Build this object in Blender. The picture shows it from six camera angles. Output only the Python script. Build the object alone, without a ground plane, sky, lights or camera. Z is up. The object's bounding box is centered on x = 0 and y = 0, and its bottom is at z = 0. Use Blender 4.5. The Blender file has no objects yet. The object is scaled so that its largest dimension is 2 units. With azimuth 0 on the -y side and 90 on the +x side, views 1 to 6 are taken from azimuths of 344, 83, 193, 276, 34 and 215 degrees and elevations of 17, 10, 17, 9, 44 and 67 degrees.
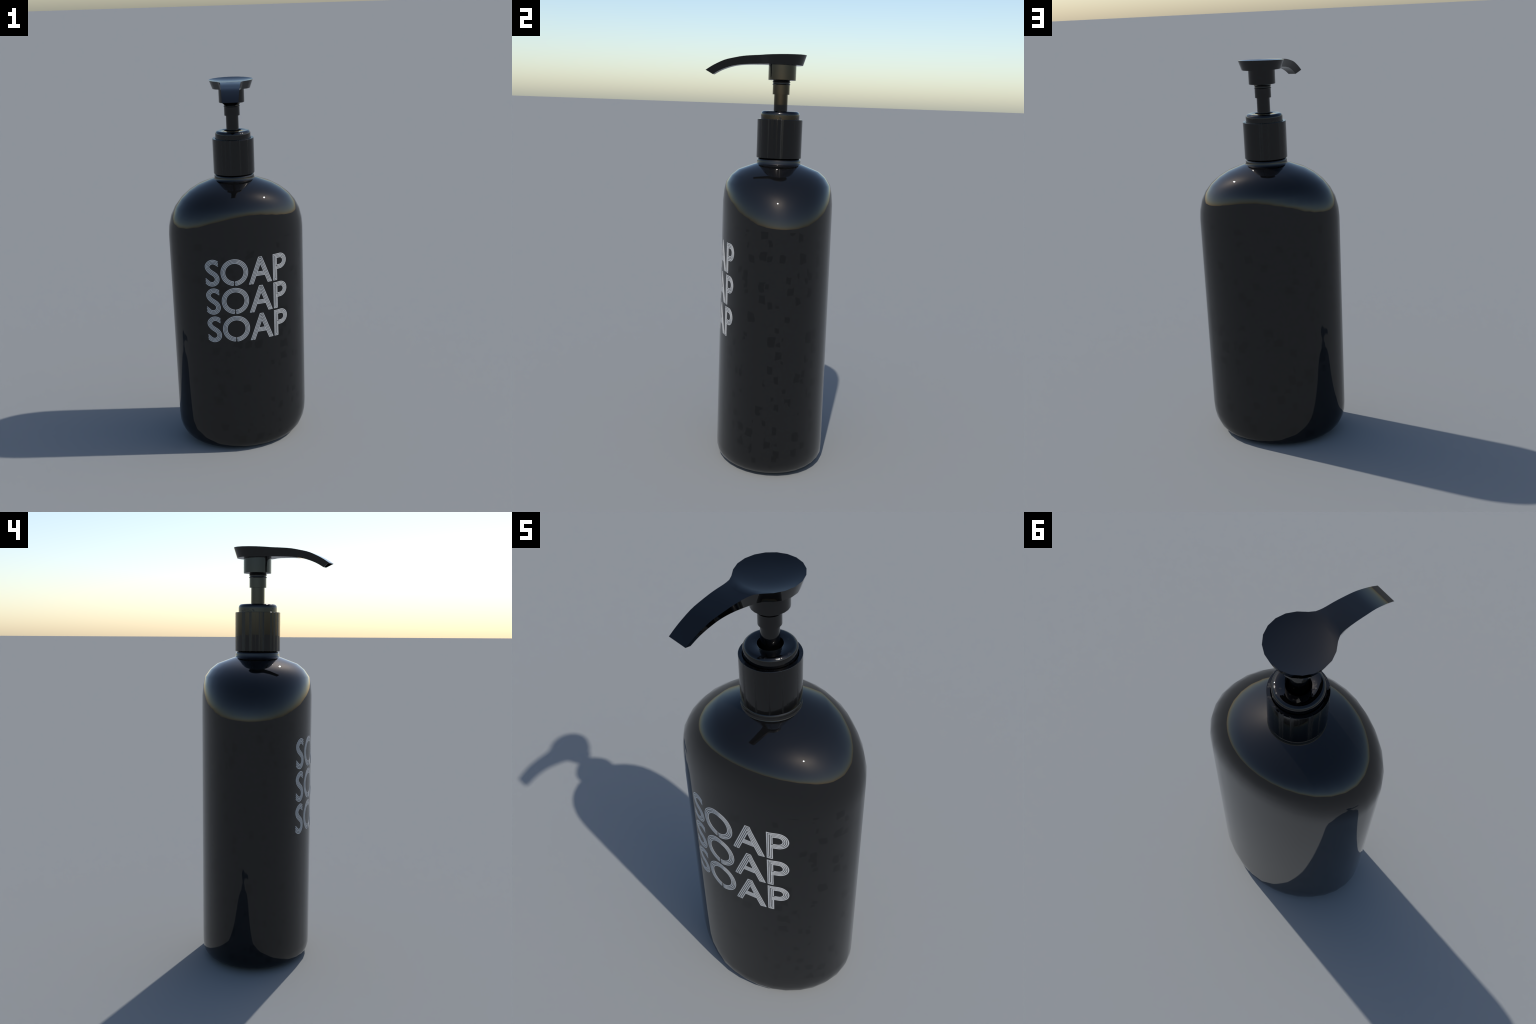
# A glossy black oval soap dispenser: bottle with a lathe-like oval body, printed
# multi-line lettering, screw collar, pump rod and a dished pump head with a spout.
import bpy, bmesh, math, random
from mathutils import Vector

TAU = 2 * math.pi
AXIS = (0.0, 0.0477)                # vertical axis of bottle, collar and rod
HALF_WIDE, HALF_DEEP = 0.3686, 0.2670   # oval cross-section of the body
SIDES = 32


# ------------------------------------------------------------------ materials
def new_material(name):
    m = bpy.data.materials.new(name)
    m.use_nodes = True
    nt = m.node_tree
    return m, nt, nt.nodes["Principled BSDF"]


def node(nt, kind, **props):
    n = nt.nodes.new(kind)
    for k, v in props.items():
        setattr(n, k, v)
    return n


BLACK = (0.0045, 0.0045, 0.0047, 1)
DEEP = (0.0008, 0.0008, 0.0009, 1)
JET = (0.0009, 0.0009, 0.0010, 1)


def black_gloss(name, colour, patches=False, dull=None):
    m, nt, b = new_material(name)
    b.inputs["Roughness"].default_value = 0.015
    b.inputs["IOR"].default_value = 1.5
    b.inputs["Base Color"].default_value = colour
    coord = node(nt, "ShaderNodeTexCoord")
    if patches:
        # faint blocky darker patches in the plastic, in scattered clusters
        vor = node(nt, "ShaderNodeTexVoronoi", distance="CHEBYCHEV", feature="F1")
        vor.inputs["Scale"].default_value = 17.5
        mp = node(nt, "ShaderNodeMapping")
        mp.inputs["Scale"].default_value = (0.9, 1.3, 0.9)
        nt.links.new(coord.outputs["Object"], mp.inputs["Vector"])
        wob = node(nt, "ShaderNodeTexNoise")              # ragged outlines
        wob.inputs["Scale"].default_value = 14.0
        nt.links.new(coord.outputs["Object"], wob.inputs["Vector"])
        add = node(nt, "ShaderNodeMix", data_type="RGBA", blend_type="LINEAR_LIGHT")
        add.inputs["Factor"].default_value = 0.02
        nt.links.new(mp.outputs["Vector"], add.inputs[6])
        nt.links.new(wob.outputs["Color"], add.inputs[7])
        nt.links.new(add.outputs[2], vor.inputs["Vector"])
        near = node(nt, "ShaderNodeMapRange")
        near.inputs["From Min"].default_value = 0.10
        near.inputs["From Max"].default_value = 0.06
        sep = node(nt, "ShaderNodeSeparateColor")
        nt.links.new(vor.outputs["Color"], sep.inputs["Color"])
        size = node(nt, "ShaderNodeMath", operation="MULTIPLY_ADD")   # distance - 0.22 * random
        size.inputs[1].default_value = -0.30
        nt.links.new(sep.outputs[1], size.inputs[0])
        nt.links.new(vor.outputs["Distance"], size.inputs[2])
        nt.links.new(size.outputs["Value"], near.inputs["Value"])
        pick = node(nt, "ShaderNodeMath", operation="GREATER_THAN")
        pick.inputs[1].default_value = 0.20
        nt.links.new(sep.outputs[0], pick.inputs[0])
        both = node(nt, "ShaderNodeMath", operation="MULTIPLY")
        nt.links.new(near.outputs["Result"], both.inputs[0])
        nt.links.new(pick.outputs["Value"], both.inputs[1])
        sx = node(nt, "ShaderNodeSeparateXYZ")           # the shoulder is clean
        nt.links.new(coord.outputs["Object"], sx.inputs["Vector"])
        below = node(nt, "ShaderNodeMath", operation="LESS_THAN")
        below.inputs[1].default_value = 1.2
        nt.links.new(sx.outputs["Z"], below.inputs[0])
        held = both
        both = node(nt, "ShaderNodeMath", operation="MULTIPLY")
        nt.links.new(held.outputs["Value"], both.inputs[0])
        nt.links.new(below.outputs["Value"], both.inputs[1])
        mix = node(nt, "ShaderNodeMix", data_type="RGBA")
        mix.inputs[6].default_value = BLACK
        mix.inputs[7].default_value = DEEP
        nt.links.new(both.outputs["Value"], mix.inputs["Factor"])
        nt.links.new(mix.outputs[2], b.inputs["Base Color"])
    else:
        noise = node(nt, "ShaderNodeTexNoise")
        noise.inputs["Scale"].default_value = 40.0
        mix = node(nt, "ShaderNodeMix", data_type="RGBA")
        mix.inputs[6].default_value = colour
        mix.inputs[7].default_value = tuple(c * 0.85 for c in colour[:3]) + (1,)
        nt.links.new(coord.outputs["Object"], noise.inputs["Vector"])
        nt.links.new(noise.outputs["Fac"], mix.inputs["Factor"])
        nt.links.new(mix.outputs[2], b.inputs["Base Color"])
    if dull:
        # worn, less polished spots; stretched upright on the collar wall
        scale, low, high, rough = dull
        mp = node(nt, "ShaderNodeMapping")
        mp.inputs["Scale"].default_value = scale
        nt.links.new(coord.outputs["Object"], mp.inputs["Vector"])
        nz = node(nt, "ShaderNodeTexNoise")
        nz.inputs["Scale"].default_value = 1.0
        nz.inputs["Detail"].default_value = 2.5
        nt.links.new(mp.outputs["Vector"], nz.inputs["Vector"])
        rg = node(nt, "ShaderNodeMapRange")
        rg.inputs["From Min"].default_value = low
        rg.inputs["From Max"].default_value = high
        rg.inputs["To Min"].default_value = 0.015
        rg.inputs["To Max"].default_value = rough
        nt.links.new(nz.outputs["Fac"], rg.inputs["Value"])
        nt.links.new(rg.outputs["Result"], b.inputs["Roughness"])
    return m


def print_ink():
    m, nt, b = new_material("pale_grey_print")
    coord = node(nt, "ShaderNodeTexCoord")
    noise = node(nt, "ShaderNodeTexNoise")
    noise.inputs["Scale"].default_value = 120.0
    nt.links.new(coord.outputs["Object"], noise.inputs["Vector"])
    mix = node(nt, "ShaderNodeMix", data_type="RGBA")
    mix.inputs[6].default_value = (0.475, 0.475, 0.475, 1)
    mix.inputs[7].default_value = (0.525, 0.525, 0.525, 1)
    nt.links.new(noise.outputs["Fac"], mix.inputs["Factor"])
    nt.links.new(mix.outputs[2], b.inputs["Base Color"])
    b.inputs["Roughness"].default_value = 0.04
    return m


BOTTLE_MAT = black_gloss("glossy_black_bottle_plastic", BLACK, patches=True)
PUMP_MAT = black_gloss("glossy_black_pump_plastic", JET)
COLLAR_MAT = black_gloss("glossy_black_collar_plastic", JET, dull=((60, 60, 0.0), 0.50, 0.66, 0.36))
CAP_MAT = black_gloss("glossy_black_cap_plastic", JET, dull=((45, 45, 45), 0.56, 0.66, 0.35))
INK_MAT = print_ink()


# ------------------------------------------------------------------ mesh helpers
def finish(bm, name, material, parent, sharp=35.0, smooth=True):
    bmesh.ops.recalc_face_normals(bm, faces=bm.faces)
    limit = math.radians(sharp)
    for f in bm.faces:
        f.smooth = smooth
    for e in bm.edges:
        if len(e.link_faces) == 2 and e.calc_face_angle(0) > limit:
            e.smooth = False
    me = bpy.data.meshes.new(name)
    bm.to_mesh(me)
    bm.free()
    me.materials.append(material)
    ob = bpy.data.objects.new(name, me)
    bpy.context.scene.collection.objects.link(ob)
    ob.parent = parent
    return ob


def bridge(bm, a, b):
    n = len(a)
    for i in range(n):
        bm.faces.new((a[i], a[(i + 1) % n], b[(i + 1) % n], b[i]))


def loft(bm, sections, sides=SIDES, centre=AXIS, phase=0.0, cap_start=True, cap_end=True):
    """sections: (z, half width, half depth[, fullness, lean]) ovals stacked along the axis;
    fullness swells an oval between its two axes, lean shifts it sideways."""
    rings = []
    for z, rx, ry, *full in sections:
        ring, lean = [], (full[1] if len(full) > 1 else 0.0)
        for k in range(sides):
            a = TAU * k / sides + phase
            swell = 1 + (full[0] if full else 0.0) * math.sin(2 * a) ** 2
            ring.append(bm.verts.new((centre[0] + lean + rx * swell * math.cos(a), centre[1] + ry * swell * math.sin(a), z)))
        rings.append(ring)
    for a, b in zip(rings, rings[1:]):
        bridge(bm, a, b)
    if cap_start:
        bm.faces.new(list(reversed(rings[0])))
    if cap_end:
        bm.faces.new(rings[-1])
    return rings


def turned(name, profile, material, parent, centre=AXIS, sides=64, phase=0.0, sharp=35.0, closed=False):
    """A turned part from a (radius, z) profile; closed joins the last point to the first."""
    bm = bmesh.new()
    rings = loft(bm, [(z, r, r) for r, z in profile], sides, centre, phase, not closed, not closed)
    if closed:
        bridge(bm, rings[-1], rings[0])
    return finish(bm, name, material, parent, sharp)


# ------------------------------------------------------------------ root
root = bpy.data.objects.new("soap_dispenser", None)
bpy.context.scene.collection.objects.link(root)
root["label"] = "glossy black oval pump soap bottle with pale stacked lettering"
root["category"] = "soap dispenser"


# ------------------------------------------------------------------ bottle
def foot(z):
    """Half width and half depth of the rounded foot at height z (super-elliptic fillets)."""
    def inset(amount, height):
        t = min(z / height, 1.0)
        return amount * (1 - (1 - (1 - t) ** 2.365) ** (1 / 2.365))
    return HALF_WIDE - inset(0.1217, 0.1624), HALF_DEEP - inset(0.0628, 0.056)


sections = [(0.0, 0.19, 0.15)]
for z in (0.0, 0.0035, 0.011, 0.024, 0.045, 0.078, 0.118, 0.1624):
    sections.append((z, *foot(z)))
sections += [                       # shoulder: oval blending into a round neck
    (1.1700, 0.3686, 0.2670),
    (1.2060, 0.3681, 0.2670),
    (1.2500, 0.3637, 0.2668, 0.002, 0),
    (1.3020, 0.3493, 0.2665, 0.004, 0.0003),
    (1.3500, 0.3234, 0.2620, 0.006, 0.0006),
    (1.3900, 0.2898, 0.2532, 0.007, 0.0009),
    (1.4250, 0.2450, 0.2284, 0.007, 0.001),
    (1.4520, 0.1962, 0.1952, 0.006, 0.001),
    (1.4805, 0.1190, 0.1190),
    (1.4835, 0.1088, 0.1088),
    (1.4895, 0.1056, 0.1056),       # rounded transfer bead under the collar
    (1.4975, 0.1060, 0.1060),
    (1.5035, 0.1045, 0.1045),
    (1.5080, 0.1010, 0.1010),
    (1.5105, 0.0960, 0.0960),
    (1.5110, 0.0900, 0.0900),
    (1.6000, 0.0880, 0.0880),
]
bm = bmesh.new()
loft(bm, sections)
bottle = finish(bm, "bottle", BOTTLE_MAT, root, sharp=32)


# ------------------------------------------------------------------ lettering
# Each letter is drawn with four parallel lines.  Coordinates: u = arc length round the
# body from the middle of the front, v = height above the base line of the row.
PITCH, LINE, CAP = 0.0066, 0.0039, 0.1445
ROW_BASES = (0.968, 0.812, 0.656)

_arc = [(-math.pi / 2, 0.0)]
_steps = 1500
for i in range(1, _steps + 1):
    t = -math.pi / 2 + (math.pi / 2) * i / _steps
    tm = t - (math.pi / 4) / _steps
    ds = math.hypot(HALF_WIDE * math.sin(tm), HALF_DEEP * math.cos(tm)) * (math.pi / 2) / _steps
    _arc.append((t, _arc[-1][1] + ds))


def on_body(u, v, lift):
    """Point on the flat-sided body at arc length u, lifted off the surface."""
    s, lo, hi = abs(u), 0, _steps
    while hi - lo > 1:
        mid = (lo + hi) // 2
        lo, hi = (mid, hi) if _arc[mid][1] <= s else (lo, mid)
    f = (s - _arc[lo][1]) / (_arc[hi][1] - _arc[lo][1])
    t = _arc[lo][0] + f * (_arc[hi][0] - _arc[lo][0])
    if u < 0:
        t = -math.pi - t
    k = t / TAU * SIDES
    k0 = math.floor(k)
    p, q = (Vector((HALF_WIDE * math.cos(TAU * j / SIDES), HALF_DEEP * math.sin(TAU * j / SIDES), 0)) for j in (k0, k0 + 1))
    edge = (q - p).normalized()
    n = Vector((edge.y, -edge.x, 0))
    c = p.lerp(q, k - k0) + n * lift
    return (c.x + AXIS[0], c.y + AXIS[1], v)


def catmull(pts, sub):
    out = []
    P = [pts[0]] + list(pts) + [pts[-1]]
    for i in range(1, len(P) - 2):
        for j in range(sub):
            t = j / sub
            out.append(tuple(0.5 * (2 * P[i][d] + (P[i + 1][d] - P[i - 1][d]) * t
                                    + (2 * P[i - 1][d] - 5 * P[i][d] + 4 * P[i + 1][d] - P[i + 2][d]) * t * t
                                    + (3 * P[i][d] - P[i - 1][d] - 3 * P[i + 1][d] + P[i + 2][d]) * t ** 3)
                             for d in range(len(pts[0]))))
    out.append(tuple(pts[-1]))
    return out


def refine(path, step=0.004):
    out = [path[0]]
    for a, b in zip(path, path[1:]):
        n = max(1, math.ceil(math.dist(a, b) / step))
        out += [(a[0] + (b[0] - a[0]) * i / n, a[1] + (b[1] - a[1]) * i / n) for i in range(1, n + 1)]
    return out


def sideways(path, d):
    """Path moved d to its left, with mitred corners."""
    out = []
    for i, p in enumerate(path):
        dirs = []
        if i:
            dirs.append((p[0] - path[i - 1][0], p[1] - path[i - 1][1]))
        if i < len(path) - 1:
            dirs.append((path[i + 1][0] - p[0], path[i + 1][1] - p[1]))
        ns = [(-y / math.hypot(x, y), x / math.hypot(x, y)) for x, y in dirs]
        nx, ny = sum(n[0] for n in ns), sum(n[1] for n in ns)
        L = math.hypot(nx, ny)
        nx, ny = nx / L, ny / L
        m = d / max(0.35, nx * ns[0][0] + ny * ns[0][1])
        out.append((p[0] + nx * m, p[1] + ny * m))
    return out


def line_strip(bm, path, width=LINE, lift=0.0006):
    path = refine(path)
    left, right = sideways(path, width / 2), sideways(path, -width / 2)
    rows = []
    for l, r in zip(left, right):
        rows.append([bm.verts.new(on_body(*l, -0.0004)), bm.verts.new(on_body(*l, lift)),
                     bm.verts.new(on_body(*r, lift)), bm.verts.new(on_body(*r, -0.0004))])
    for a, b in zip(rows, rows[1:]):
        for i in range(3):
            bm.faces.new((a[i], b[i], b[i + 1], a[i + 1]))
        bm.faces.new((a[3], b[3], b[0], a[0]))
    bm.faces.new(rows[0])
    bm.faces.new(list(reversed(rows[-1])))


OFFSETS = [(k - 1.5) * PITCH for k in range(4)]


def letter_s():
    spine = catmull([(-0.1704, 0.1212), (-0.1848, 0.1300), (-0.2000, 0.1325), (-0.2151, 0.1262), (-0.2268, 0.1106),
                     (-0.2245, 0.0955), (-0.2145, 0.0830), (-0.2015, 0.0733), (-0.1879, 0.0631), (-0.1788, 0.0500),
                     (-0.1768, 0.0353), (-0.1822, 0.0220), (-0.1928, 0.0138), (-0.2050, 0.0115), (-0.2190, 0.0150),
                     (-0.2285, 0.0222), (-0.2373, 0.0295)], 4)
    return [cut_upright(cut_upright(sideways(spine, d), -0.1698)[::-1], -0.2376) for d in OFFSETS]


def cut_upright(path, u):
    """Trim or lengthen the start of a path so that it ends on the upright line at u."""
    sign = 1 if path[0][0] > path[8][0] else -1
    while sign * (path[1][0] - u) > 0:
        path = path[1:]
    (x0, y0), (x1, y1) = path[0], path[1]
    f = max(-4.0, min(1.0, (u - x0) / (x1 - x0)))
    return [(x0 + (x1 - x0) * f, y0 + (y1 - y0) * f)] + path[1:]


def letter_o():
    cu, cv, lines = -0.0855, CAP / 2, []
    for k, d in enumerate(OFFSETS):
        r = CAP / 2 - 2 * PITCH + LINE / 4 + d
        half = (0.0028, 0.0028, 0.0034, 0.0044)[k]
        a0 = -math.pi / 2 - 0.03 + half / r
        a1 = 1.5 * math.pi - 0.03 - half / r
        lines.append([(cu + r * math.cos(a0 + (a1 - a0) * i / 72), cv + r * math.sin(a0 + (a1 - a0) * i / 72)) for i in range(73)])
    for end in (1, -1):                                   # turned-back line ends
        for i, j in ((0, 1), (2, 3)):
            p, q = lines[i][-1 if end < 0 else 0], lines[j][-1 if end < 0 else 0]
            lines.append([(p[0] + end * LINE / 2, p[1]), (q[0] + end * LINE / 2, q[1])])
    return lines


def letter_a():
    lines, half = [], LINE / 2
    foot_l, foot_r, top_l, top_r = -0.0111, 0.1196, 0.0440, 0.0635
    run_l, run_r = top_l - foot_l, top_r - foot_r
    nl, nr = math.hypot(run_l, CAP) / CAP, math.hypot(run_r, CAP) / CAP
    peak = []
    for k in range(4):
        d = half + k * PITCH
        bl, br = foot_l + d * nl, foot_r - d * nr
        # the two legs of this nested chevron meet here
        vm = CAP * (br - bl) / (run_l - run_r)
        vt = CAP - half - k * PITCH * 1.25
        at = lambda v: (bl + run_l * v / CAP, br + run_r * v / CAP)
        if vm > vt:
            crest = [(at(vt)[0], vt), (at(vt)[1], vt)]
        else:
            crest = [(at(vm)[0], vm)]
        lines.append([(bl, half)] + crest + [(br, half)])
        peak.append((bl, br))
    lines.append([(peak[0][0] - half, half), (peak[1][0] + half, half)])
    lines.append([(peak[2][0] - half, half), (peak[3][0] + half, half)])
    lines.append([(peak[3][1] - half, half), (peak[0][1] + half, half)])
    lines.append([(peak[2][1] - half, half + PITCH), (peak[1][1] + half, half + PITCH)])
    for k in range(4):                                    # cross bar
        v = 0.0422 + half + k * 0.0063
        l = peak[3][0] + run_l * v / CAP + half
        r = peak[3][1] + run_r * v / CAP - half
        lines.append([(l, v), (r, v)])
    return lines


def letter_p():
    lines, half = [], LINE / 2
    left, stem, right, low = 0.1279, 0.0238, 0.2125, 0.0605
    R = (CAP - low) / 2
    cu, cv = right - R, low + R
    xs = [left + half, left + half + PITCH * 0.94, left + stem - half - PITCH * 0.94, left + stem - half]
    for k in range(4):
        r = R - half - k * PITCH
        x = xs[k]
        start = half if k in (0, 3) else half + PITCH
        arc = [(cu + r * math.cos(math.pi / 2 - math.pi * i / 28), cv + r * math.sin(math.pi / 2 - math.pi * i / 28)) for i in range(29)]
        end = xs[2] if k < 2 else x + (k - 2) * LINE
        first = start if k < 2 else low + half + k * PITCH
        lines.append([(x, first), (x, cv + r)] + arc + [(end, cv - r)])
    lines.append([(xs[2], half + PITCH), (xs[2], low + half + 2 * PITCH)])
    lines.append([(xs[3], half), (xs[3], low + half)])
    lines.append([(xs[0] - half, half), (xs[3] + half, half)])
    lines.append([(xs[1] - half, half + PITCH), (xs[2] + half, half + PITCH)])
    return lines


for strokes in (letter_s(), letter_o(), letter_a(), letter_p()):
    bm = bmesh.new()
    for path in strokes:
        line_strip(bm, path)
    first = finish(bm, "letter", INK_MAT, bottle, sharp=30)
    first.location.z = ROW_BASES[0]
    for base in ROW_BASES[1:]:
        ob = first.copy()
        ob.location.z = base
        bpy.context.scene.collection.objects.link(ob)


# ------------------------------------------------------------------ collar, cap and rod
def arc_profile(cr, cz, r, a0, a1, n):
    return [(cr + r * math.cos(math.radians(a0 + (a1 - a0) * i / n)), cz + r * math.sin(math.radians(a0 + (a1 - a0) * i / n))) for i in range(n + 1)]


# The collar wall is very slightly uneven, column by column, so it reflects in streaks.
rng = random.Random(11)
WALL = 52
COLLAR_AXIS = (0.0003, 0.0470)
collar_profile = [(0.0960, 1.5135), (0.1055, 1.5116), (0.1074, 1.5120), (0.1086, 1.5138),
                  (0.1089, 1.6952), (0.1085, 1.6960), (0.1076, 1.6965), (0.0958, 1.6965), (0.0950, 1.6955), (0.0945, 1.6500),
                  (0.0910, 1.6500), (0.0910, 1.5135)]
bm = bmesh.new()
rings = loft(bm, [(z, r, r) for r, z in collar_profile], WALL, COLLAR_AXIS, 0.0, False, False)
bridge(bm, rings[-1], rings[0])
for k in range(WALL):
    for ring in (rings[3], rings[4]):
        v = ring[k].co
        d = Vector((v.x - COLLAR_AXIS[0], v.y - COLLAR_AXIS[1], 0)).normalized()
        v += d * rng.uniform(-0.00009, 0.00009)
collar = finish(bm, "collar", COLLAR_MAT, root, sharp=12)

turned("collar_cap", [(0.0925, 1.640), (0.0930, 1.7150)] + arc_profile(0.0770, 1.7195, 0.0158, 0, 90, 8)
       + [(0.0465, 1.7355), (0.0448, 1.7345), (0.0443, 1.7310), (0.0440, 1.6300), (0.0600, 1.6300)], CAP_MAT, collar, centre=COLLAR_AXIS, closed=True)

pump = turned("pump_rod", [(0.0329, 1.6100), (0.0329, 1.8135), (0.0408, 1.8135), (0.0408, 1.8582),
                           (0.0432, 1.8602), (0.0434, 1.8618), (0.0408, 1.8640), (0.0403, 1.8670),
                           (0.0408, 1.8700), (0.0432, 1.8717), (0.0434, 1.8730), (0.0408, 1.8752), (0.0403, 1.8780), (0.0403, 1.9000)],
              PUMP_MAT, root, centre=(0.0002, 0.0472), sides=32)

# ------------------------------------------------------------------ pump head with spout
HEAD = (0.0010, 0.0497)
TURN = math.radians(15.3)
FORE = Vector((-math.sin(TURN), -math.cos(TURN), 0))      # towards the spout
SIDE = Vector((math.cos(TURN), -math.sin(TURN), 0))
RIM, RIM_LOW, RIM_SIDES = 0.1146, 0.0985, 20


def head_point(s, w, z):
    p = FORE * s + SIDE * w
    return (HEAD[0] + p.x, HEAD[1] + p.y, z)


def rim_z(s):
    return 1.9963 - 0.0330 * s


def low_z(s):
    return 1.9518 + 0.010 * s if s < 0.12 else 1.9530


# stations along the spout: top (s, half width, z), underside (s, half width, z)
stations = catmull([
    (0.1136, 0.0570, 1.9928, 0.0985, 0.0500, 1.9528),
    (0.1388, 0.0516, 1.9915, 0.1280, 0.0430, 1.9520),
    (0.1843, 0.0493, 1.9872, 0.1720, 0.0345, 1.9502),
    (0.2321, 0.0472, 1.9780, 0.2150, 0.0295, 1.9458),
    (0.2758, 0.0446, 1.9668, 0.2550, 0.0270, 1.9368),
    (0.3290, 0.0415, 1.9420, 0.3000, 0.0235, 1.9196),
    (0.3668, 0.0395, 1.9183, 0.3350, 0.0210, 1.8995)], 3)

bm = bmesh.new()
ACROSS = (-1.0, -0.5, 0.0, 0.5, 1.0)
JOIN = 2                                                   # rim points each side of the spout axis


def rim_ring(radius, zf, grow=0.0):
    ring = []
    for k in range(RIM_SIDES):
        a = TAU * k / RIM_SIDES
        r = radius + (grow if k in (JOIN, RIM_SIDES - JOIN) else 0.0)
        s, w = r * math.cos(a), r * math.sin(a)
        ring.append(bm.verts.new(head_point(s, w, zf(s))))
    return ring


DISH = 0.0098
top_rings = [rim_ring(RIM, rim_z, 0.0025)]
for f in (0.88, 0.74, 0.58, 0.40, 0.2):
    top_rings.append(rim_ring(RIM * f, lambda s, f=f: rim_z(s) - DISH * (1 - f ** 2.4)))
for a, b in zip(top_rings, top_rings[1:]):
    bridge(bm, a, b)
mid = bm.verts.new(head_point(0, 0, rim_z(0) - DISH))
for k in range(RIM_SIDES):
    bm.faces.new((top_rings[-1][k], top_rings[-1][(k + 1) % RIM_SIDES], mid))
low_ring = rim_ring(RIM_LOW, low_z)
bm.faces.new(low_ring)
around = list(range(JOIN, RIM_SIDES - JOIN + 1))
for k, k2 in zip(around, around[1:]):
    bm.faces.new((top_rings[0][k], top_rings[0][k2], low_ring[k2], low_ring[k]))
fan = [(-j) % RIM_SIDES for j in (JOIN, 1, 0)] + [1, JOIN]   # w runs from - to +
top_row = [top_rings[0][k] for k in fan]
low_row = [low_ring[k] for k in fan]
spout_faces = []
for i, (s, w, z, sb, wb, zb) in enumerate(stations):
    swell = 0.0225 * max(0.0, 1 - i / 6) ** 1.5
    swell_b = 0.016 * max(0.0, 1 - i / 6) ** 1.5
    nt = [bm.verts.new(head_point(s + swell * (1 - x * x), w * x, z)) for x in ACROSS]
    nb = [bm.verts.new(head_point(sb + swell_b * (1 - x * x), wb * x, zb)) for x in ACROSS]
    for j in range(4):
        spout_faces.append(bm.faces.new((top_row[j], top_row[j + 1], nt[j + 1], nt[j])))
        spout_faces.append(bm.faces.new((low_row[j + 1], low_row[j], nb[j], nb[j + 1])))
    spout_faces.append(bm.faces.new((top_row[0], nt[0], nb[0], low_row[0])))
    spout_faces.append(bm.faces.new((nt[4], top_row[4], low_row[4], nb[4])))
    top_row, low_row = nt, nb
# open mouth: a thin lip and a recess running back into the spout
mouth = top_row + list(reversed(low_row))
centre = sum((v.co for v in mouth), Vector()) / len(mouth)
tip_t, tip_b = top_row[2].co, low_row[2].co
back = -(FORE * 0.85 - Vector((0, 0, 0.53))).normalized()
lip = []
for v in mouth:
    d = v.co - centre
    across = SIDE * d.dot(SIDE)
    up = d - across
    across *= max(0.0, 1 - 0.0035 / max(across.length, 1e-6)) if across.length > 1e-5 else 1
    lip.append(bm.verts.new(centre + across + up * 0.78))
deep = [bm.verts.new(v.co + back * 0.045) for v in lip]
n = len(mouth)
for ring_a, ring_b in ((mouth, lip), (lip, deep)):
    for i in range(n):
        spout_faces.append(bm.faces.new((ring_a[i], ring_a[(i + 1) % n], ring_b[(i + 1) % n], ring_b[i])))
spout_faces.append(bm.faces.new(deep))

bmesh.ops.recalc_face_normals(bm, faces=bm.faces)
spout_index = set()
bm.faces.index_update()
spout_index = {f.index for f in spout_faces}
whole = finish(bm, "whole_head", PUMP_MAT, None, sharp=38)

# split the one smooth head into two parts that keep the same shading normals
src = whole.data
corner_normals = [tuple(c.vector) for c in src.corner_normals]


def part_of(name, keep, parent):
    verts, faces, normals, index = [], [], [], {}
    for p in src.polygons:
        if (p.index in spout_index) != keep:
            continue
        face = []
        for li in p.loop_indices:
            vi = src.loops[li].vertex_index
            if vi not in index:
                index[vi] = len(verts)
                verts.append(tuple(src.vertices[vi].co))
            face.append(index[vi])
            normals.append(corner_normals[li])
        faces.append(face)
    me = bpy.data.meshes.new(name)
    me.from_pydata(verts, [], faces)
    me.polygons.foreach_set("use_smooth", [True] * len(faces))
    me.normals_split_custom_set(normals)
    me.materials.append(PUMP_MAT)
    ob = bpy.data.objects.new(name, me)
    bpy.context.scene.collection.objects.link(ob)
    ob.parent = parent
    return ob


head = part_of("pump_head", False, root)
part_of("spout", True, head)
bpy.data.objects.remove(whole)

turned("socket", [(0.0415, 1.8850), (0.0430, 1.8812), (0.0655, 1.8806), (0.0667, 1.8818), (0.0668, 1.9535), (0.0415, 1.9535)],
       PUMP_MAT, head, centre=HEAD, sides=24, closed=True)
